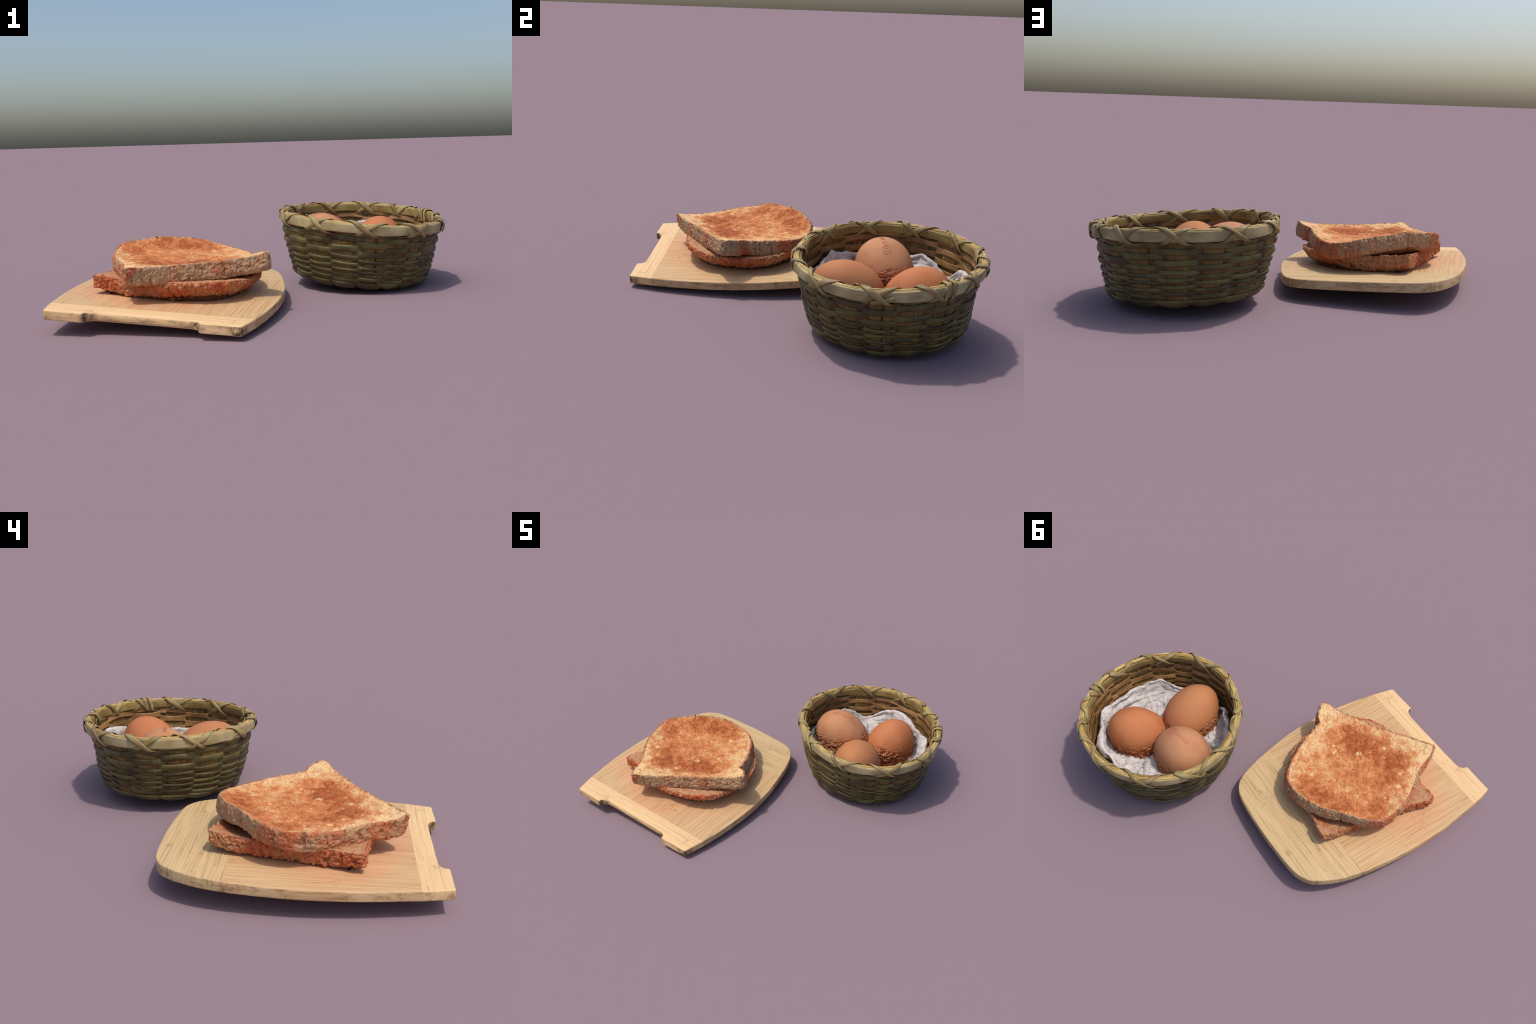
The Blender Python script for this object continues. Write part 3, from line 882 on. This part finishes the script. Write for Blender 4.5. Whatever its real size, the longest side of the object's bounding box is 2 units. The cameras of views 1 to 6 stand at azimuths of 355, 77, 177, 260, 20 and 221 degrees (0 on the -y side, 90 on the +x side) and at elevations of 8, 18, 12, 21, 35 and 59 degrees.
def even_phi(n=400):
    p = np.linspace(0, 2 * math.pi, n)
    e = 0.55
    x, y = np.sign(np.cos(p)) * np.abs(np.cos(p)) ** e * 0.0200, np.sign(np.sin(p)) * np.abs(np.sin(p)) ** e * 0.029
    s = np.r_[0, np.cumsum(np.hypot(np.diff(x), np.diff(y)))]
    s /= s[-1]
    return lambda w: np.interp(w % 1.0, s, p)


EV = even_phi()


def ribbon(name, P, W, N, hw, ht, bow, mat):
    pr = strip_profile(hw, ht, bow, 5)
    S_ = P[:, None] + W[:, None] * pr[None, :, :1] + N[:, None] * pr[None, :, 1:]
    return sweep(name, S_, mat)


def build_lashing():
    m = len(CROSS)
    cr = np.array(CROSS + [CROSS[0] + 360.0])
    for hand in (1, -1):
        for i in range(m):
            w = np.linspace(i - 0.30, i + 0.72, 76)
            ext = np.r_[cr[-2] - 360, cr, cr[1] + 360]
            th = np.radians(np.interp(w + 1, np.arange(len(ext)), ext) + 2.2 * math.sin(i * 3.7 + hand * 1.3))
            phi = EV(hand * (w - 0.0))
            pr = 0.0022 if hand > 0 else 0.0062
            jig = 0.0
            P = lash_path(th, phi, pr)
            Pn = lash_path(th, phi, pr + 0.004)
            N = Pn - P
            N /= np.linalg.norm(N, axis=1, keepdims=True)
            T = np.gradient(P, axis=0)
            T /= np.linalg.norm(T, axis=1, keepdims=True) + 1e-12
            W = np.cross(N, T)
            W /= np.linalg.norm(W, axis=1, keepdims=True) + 1e-12
            N = np.cross(T, W)
            hw = 0.0112 + 0.0022 * math.sin(i * 2.1 + hand)
            add("binding_strip", ribbon("binding_strip", P, W, N, hw, 0.0019, 0.0016, M_BIND), basket)
    # two straight bands and one loose tail
    for a in (12.0, 16.5):
        w = np.linspace(-0.3, 0.72, 60)
        th = np.radians(a + 1.0 * np.sin(w * 6))
        P = lash_path(th, EV(w), 0.0075)
        N = lash_path(th, EV(w), 0.0115) - P
        N /= np.linalg.norm(N, axis=1, keepdims=True)
        T = np.gradient(P, axis=0); T /= np.linalg.norm(T, axis=1, keepdims=True)
        W = np.cross(N, T); W /= np.linalg.norm(W, axis=1, keepdims=True)
        add("binding_band", ribbon("binding_band", P, W, np.cross(T, W), 0.0092, 0.002, 0.0016, M_BIND), basket)
    t = np.linspace(0, 1, 16)
    th = np.radians(-30 + 12.5 * t)
    d = 0.052 - 0.024 * t
    P = K(th, 0.4425 + 0.006 * t ** 2, d)
    N = K(th, 0.4565, d) - K(th, 0.4465, d); N /= np.linalg.norm(N, axis=1, keepdims=True)
    T = np.gradient(P, axis=0); T /= np.linalg.norm(T, axis=1, keepdims=True)
    W = np.cross(N, T); W /= np.linalg.norm(W, axis=1, keepdims=True)
    add("loose_strip_end", ribbon("loose_strip_end", P, W, N, 0.0095, 0.002, 0.001, M_BIND), basket)


build_stakes()
build_weavers()
build_rim()
build_lashing()


# =================================================================== CLOTH
def build_cloth():
    n = Nodes("white_cotton_cloth")
    a = n.noise(n.co, 30, 5, 0.65)
    dirt = n.math("MULTIPLY", n.step(n.noise(n.scale(n.co, (1, 1, 1), (2, 2, 1)), 20, 6, 0.75, 0.8), 0.56, 0.66), 0.55)
    col = n.ramp(a, [(0.3, S(190, 182, 176, 0.85)), (0.65, S(226, 220, 216, 0.86))])
    col = n.mix(dirt, col, S(120, 106, 92, 0.8))
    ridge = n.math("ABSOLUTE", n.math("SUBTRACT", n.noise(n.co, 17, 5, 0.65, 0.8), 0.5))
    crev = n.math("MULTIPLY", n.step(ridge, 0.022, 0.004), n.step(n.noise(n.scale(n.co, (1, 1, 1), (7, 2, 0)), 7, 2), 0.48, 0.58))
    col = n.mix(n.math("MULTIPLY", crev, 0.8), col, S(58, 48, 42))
    speck = n.math("MULTIPLY", n.step(n.noise(n.co, 95, 3, 0.6), 0.66, 0.74), 0.6)
    col = n.mix(speck, col, S(60, 50, 44))
    n.bump(n.noise(n.co, 160, 4, 0.7), 0.25, 0.004)
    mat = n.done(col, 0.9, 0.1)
    # depth of the upper cloth edge round the basket
    A = [-180, -173, -160, -150, -136, -118, -110, -98, -70, -58, -48, -40, -33, -15, 5, 20, 35, 50, 64, 72, 82, 95, 103, 109, 121, 130, 141, 155, 170, 180]
    Dp = [0.145, 0.140, 0.118, 0.104, 0.122, 0.130, 0.19, 0.245, 0.25, 0.215, 0.165, 0.150, 0.152, 0.162, 0.152, 0.135, 0.124, 0.110, 0.099, 0.097, 0.106, 0.160, 0.192, 0.194, 0.140, 0.120, 0.150, 0.150, 0.148, 0.145]
    nt, nr = 420, 80
    th = np.linspace(-math.pi, math.pi, nt, endpoint=False)
    e = np.interp(np.degrees(th), A, Dp)
    for _ in range(3):
        e = (np.roll(e, 1) + 2 * e + np.roll(e, -1)) / 4
    dg = np.degrees(th)
    gap = lambda c, w: np.exp(-(((dg - c + 180) % 360 - 180) / w) ** 2)
    floor = 0.236 + 0.028 * gap(-12, 45) - 0.034 * gap(125, 35) + 0.012 * gap(70, 25)
    V = []
    for i in range(nr):
        s = i / (nr - 1)
        if s < 0.62:
            r = 0.28 * s / 0.62
            d = np.full(nt, floor + 0.025 * (1 - s / 0.62))
        else:
            q = (s - 0.62) / 0.38
            a = min(q / 0.80, 1.0)
            r = 0.28 + (0.348 - 0.28) * math.sin(a * math.pi / 2) + (0.016 * (q - 0.8) / 0.2 if q > 0.8 else 0)
            up = a ** 1.3
            d = floor + (e - floor) * up
            if q > 0.80:                                        # hem rolls over and hangs behind
                k = (q - 0.80) / 0.20
                d = e - 0.008 * math.sin(k * math.pi) + 0.035 * k ** 2
        p = K(th, np.full(nt, r), d)
        V.append(p)
    V = np.array(V)
    flat = V.reshape(-1, 3)
    ss = np.repeat(np.arange(nr) / (nr - 1), nt)
    ang = np.tile(th, nr)
    rr = np.hypot(flat[:, 0], flat[:, 1]) + 1e-6
    fold = fbm(np.c_[np.cos(ang) * 7, np.sin(ang) * 7, flat[:, 2] * 9], 3, 51)
    crump = fbm(flat * np.array([15, 15, 9]), 4, 52, 0.55)
    fine = fbm(flat * 55, 3, 53)
    roll = fbm(np.c_[np.cos(ang) * 2.2, np.sin(ang) * 2.2, ss * 16], 3, 54)
    wall = smooth(0.60, 0.72, ss)
    flat[:, 2] += (1 - wall) * (0.042 * crump + 0.008 * fine) + wall * (0.010 * crump + 0.002 * fine)
    out = flat[:, :2] / rr[:, None]
    flat[:, :2] += out * (wall * (0.014 * fold + 0.010 * crump + 0.003 * fine + 0.022 * roll))[:, None]
    F = grid_faces(nr, nt)
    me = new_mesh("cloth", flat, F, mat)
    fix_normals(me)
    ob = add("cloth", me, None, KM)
    sol = ob.modifiers.new("thickness", "SOLIDIFY")
    sol.thickness, sol.offset = 0.008, 0
    ob["label"] = "crumpled white cotton cloth lining a basket"
    ob["category"] = "cloth"


build_cloth()


# =================================================================== EGGS
def egg_material(name, top, tint, low):
    n = Nodes(name)
    a = n.noise(n.co, 9, 3, 0.5)
    col = n.mix(n.step(a, 0.35, 0.68), top, tint)
    sp = n.math("MULTIPLY", n.step(n.noise(n.co, 55, 2, 0.5), 0.74, 0.80), 0.4)
    col = n.mix(sp, col, S(96, 60, 40))
    x, y, z = n.xyz(n.co)
    # rough lower part of the egg: darker, redder colour with dark pits
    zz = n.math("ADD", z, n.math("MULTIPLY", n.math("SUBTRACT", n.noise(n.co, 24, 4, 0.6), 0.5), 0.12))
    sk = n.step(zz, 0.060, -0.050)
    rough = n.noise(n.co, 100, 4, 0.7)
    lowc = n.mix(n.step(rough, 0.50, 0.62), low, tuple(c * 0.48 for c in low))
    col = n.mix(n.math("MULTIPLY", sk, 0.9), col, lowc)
    n.bump(n.add(n.math("MULTIPLY", n.noise(n.co, 220, 3, 0.6), 0.35), n.math("MULTIPLY", n.math("MULTIPLY", rough, sk), 2.0)), 0.12, 0.004)
    return n.done(col, 0.68, 0.2)


def egg_radius(u, axis, a, b, k):
    rho = np.full(len(u), b)
    al0, pe0 = u @ axis, np.sqrt(np.clip(1 - (u @ axis) ** 2, 0, 1))
    for _ in range(12):
        al = np.clip(rho * al0 / a, -1, 1)
        rho = 1 / np.sqrt((al0 / a) ** 2 + (pe0 / (b * (1 + k * al))) ** 2)
    return rho


def build_egg(name, c, az, el, a, b, k, foot, mat, seed, label):
    axis = np.array([math.cos(rad(el)) * math.cos(rad(az)), math.cos(rad(el)) * math.sin(rad(az)), math.sin(rad(el))])
    nu, n_up, n_dn = 340, 120, 90
    th = np.linspace(0, 2 * math.pi, nu, endpoint=False)
    rows = []
    e0 = rad(-4)
    for e in np.linspace(rad(89.2), e0, n_up):
        u = np.stack([np.cos(th) * math.cos(e), np.sin(th) * math.cos(e), np.full(nu, math.sin(e))], 1)
        rows.append(u * egg_radius(u, axis, a, b, k)[:, None])
    edge = rows[-1]
    zf = foot - c[2]
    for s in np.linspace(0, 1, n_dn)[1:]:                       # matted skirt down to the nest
        p = edge.copy()
        p[:, :2] *= 1 + 0.03 * s + 0.05 * s ** 2
        p[:, 2] = edge[:, 2] * (1 - s) + zf * s
        rows.append(p)
    V = np.vstack(rows)
    V = np.vstack([np.array([[0, 0, float(egg_radius(np.array([[0, 0, 1.0]]), axis, a, b, k)[0])]]), V, np.array([[0, 0, zf]])])
    n_rows = len(rows)
    F = [(0, 1 + j, 1 + (j + 1) % nu) for j in range(nu)]
    F += [f[::-1] for f in grid_faces(n_rows, nu, off=1)]
    o = 1 + (n_rows - 1) * nu
    F += [(len(V) - 1, o + (j + 1) % nu, o + j) for j in range(nu)]
    m = smooth(0.068, -0.035, V[:, 2] + 0.05 * fbm(V * 12, 3, seed + 5)) ** 1.3
    W = V + np.array(c)
    r1 = fbm(W * np.array([66, 66, 110]), 4, seed, 0.62)
    r2 = smooth(0.02, 0.26, fbm(W * np.array([80, 80, 150]), 3, seed + 2, 0.6))
    dirn = np.c_[V[:, :2], V[:, 2] * 0.2]
    dirn /= np.linalg.norm(dirn, axis=1, keepdims=True) + 1e-9
    m2 = smooth(0.09, 0.01, V[:, 2])
    V = V + dirn * (m * (0.022 * r1 - 0.013 * r2 + 0.001) + m2 * 0.0035 * fbm(W * 26, 3, seed + 7) + 0.0007 * fbm(W * 12, 3, seed + 8))[:, None]
    # keep the skirt inside the basket wall
    W = V + np.array(c) - KO
    lx, ly, lz = W @ KX, W @ KY, W @ KN
    r = np.hypot(lx - 0.006, ly + 0.009)
    lim = np.interp(-lz, PD, PR) - 0.022
    f = np.where(V[:, 2] < 0, np.minimum(1, lim / r), 1.0)
    lx2, ly2 = (lx - 0.006) * f + 0.006, (ly + 0.009) * f - 0.009
    V = lx2[:, None] * KX + ly2[:, None] * KY + lz[:, None] * KN + KO - np.array(c)
    me = new_mesh(name, V, F, mat)
    fix_normals(me)
    ob = add(name, me, None, Matrix.Translation(c))
    ob["label"] = label
    ob["category"] = "egg"
    return ob, axis


EA = dict(c=(0.368, 0.402, 0.2355), az=-6, el=-23, a=0.173, b=0.140, k=-0.07)
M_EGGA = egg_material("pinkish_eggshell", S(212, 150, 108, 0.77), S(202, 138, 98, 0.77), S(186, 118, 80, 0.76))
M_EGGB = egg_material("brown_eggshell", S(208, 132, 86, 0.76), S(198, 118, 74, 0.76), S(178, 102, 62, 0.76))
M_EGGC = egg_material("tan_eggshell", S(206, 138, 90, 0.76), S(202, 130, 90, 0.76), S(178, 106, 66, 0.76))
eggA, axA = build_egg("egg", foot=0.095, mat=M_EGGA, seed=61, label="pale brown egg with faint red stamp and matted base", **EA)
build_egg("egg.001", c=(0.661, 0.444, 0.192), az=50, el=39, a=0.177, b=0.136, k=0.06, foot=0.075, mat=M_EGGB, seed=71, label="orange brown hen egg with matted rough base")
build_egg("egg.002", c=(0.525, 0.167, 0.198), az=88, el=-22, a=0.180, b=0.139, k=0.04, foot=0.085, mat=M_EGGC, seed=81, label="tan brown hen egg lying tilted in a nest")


def stamp():
    """faint red ring and code printed across the top of the egg"""
    n = Nodes("faded_red_ink")
    mat = n.done(n.mix(n.step(n.noise(n.co, 120, 3), 0.35, 0.65), S(218, 138, 108, 0.8), S(208, 112, 92, 0.8)), 0.6, 0.2)
    cu = bpy.data.curves.new("stamp_text", "FONT")
    cu.body = "CE-1032"
    cu.size, cu.space_character = 0.030, 1.02
    cu.resolution_u = 3
    tmp = bpy.data.objects.new("stamp_tmp", cu)
    scene.collection.objects.link(tmp)
    dg = bpy.context.evaluated_depsgraph_get()
    me = bpy.data.meshes.new_from_object(tmp.evaluated_get(dg))
    bpy.data.objects.remove(tmp)
    bm = bmesh.new()
    bm.from_mesh(me)
    for v in bm.verts:
        v.co.x += 0.027
        v.co.y -= 0.010
    ring = []
    for ro, ri in ((0.0225, 0.0200), (0.0085, 0.0060)):
        n_ = 40
        vs = [(bm.verts.new((ro * math.cos(t), ro * math.sin(t), 0)), bm.verts.new((ri * math.cos(t), ri * math.sin(t), 0))) for t in np.linspace(0, math.tau, n_, endpoint=False)]
        for j in range(n_):
            a, b = vs[j], vs[(j + 1) % n_]
            bm.faces.new((a[0], b[0], b[1], a[1]))
    q = [bm.verts.new(p) for p in ((-0.012, -0.002, 0), (-0.008, 0.011, 0), (-0.005, 0.011, 0), (-0.009, -0.002, 0))]
    bm.faces.new(q)
    bmesh.ops.triangulate(bm, faces=bm.faces)
    bmesh.ops.subdivide_edges(bm, edges=[e for e in bm.edges if e.calc_length() > 0.004], cuts=2, use_grid_fill=False)
    bmesh.ops.triangulate(bm, faces=bm.faces)
    origin = np.array([0.433, 0.381])
    du = np.array([0.313, 0.394]) - origin
    du /= np.linalg.norm(du)
    dv = np.array([-du[1], du[0]])
    for v in bm.verts:
        p = origin + v.co.x * du + v.co.y * dv - np.array(EA["c"][:2])
        z = 0.12
        for _ in range(30):
            u = np.array([[p[0], p[1], z]])
            L = np.linalg.norm(u)
            z += (float(egg_radius(u / L, axA, EA["a"], EA["b"], EA["k"])[0]) - L) * 0.8
        v.co = (p[0], p[1], z + 0.0017)
    bmesh.ops.recalc_face_normals(bm, faces=bm.faces)
    bm.to_mesh(me)
    bm.free()
    me.materials.clear()
    me.materials.append(mat)
    me.name = "printed_stamp"
    ob = bpy.data.objects.new("printed_stamp", me)
    scene.collection.objects.link(ob)
    ob.parent = eggA
    so = ob.modifiers.new("ink", "SOLIDIFY")
    so.thickness = 0.0004


stamp()
bpy.context.view_layer.update()
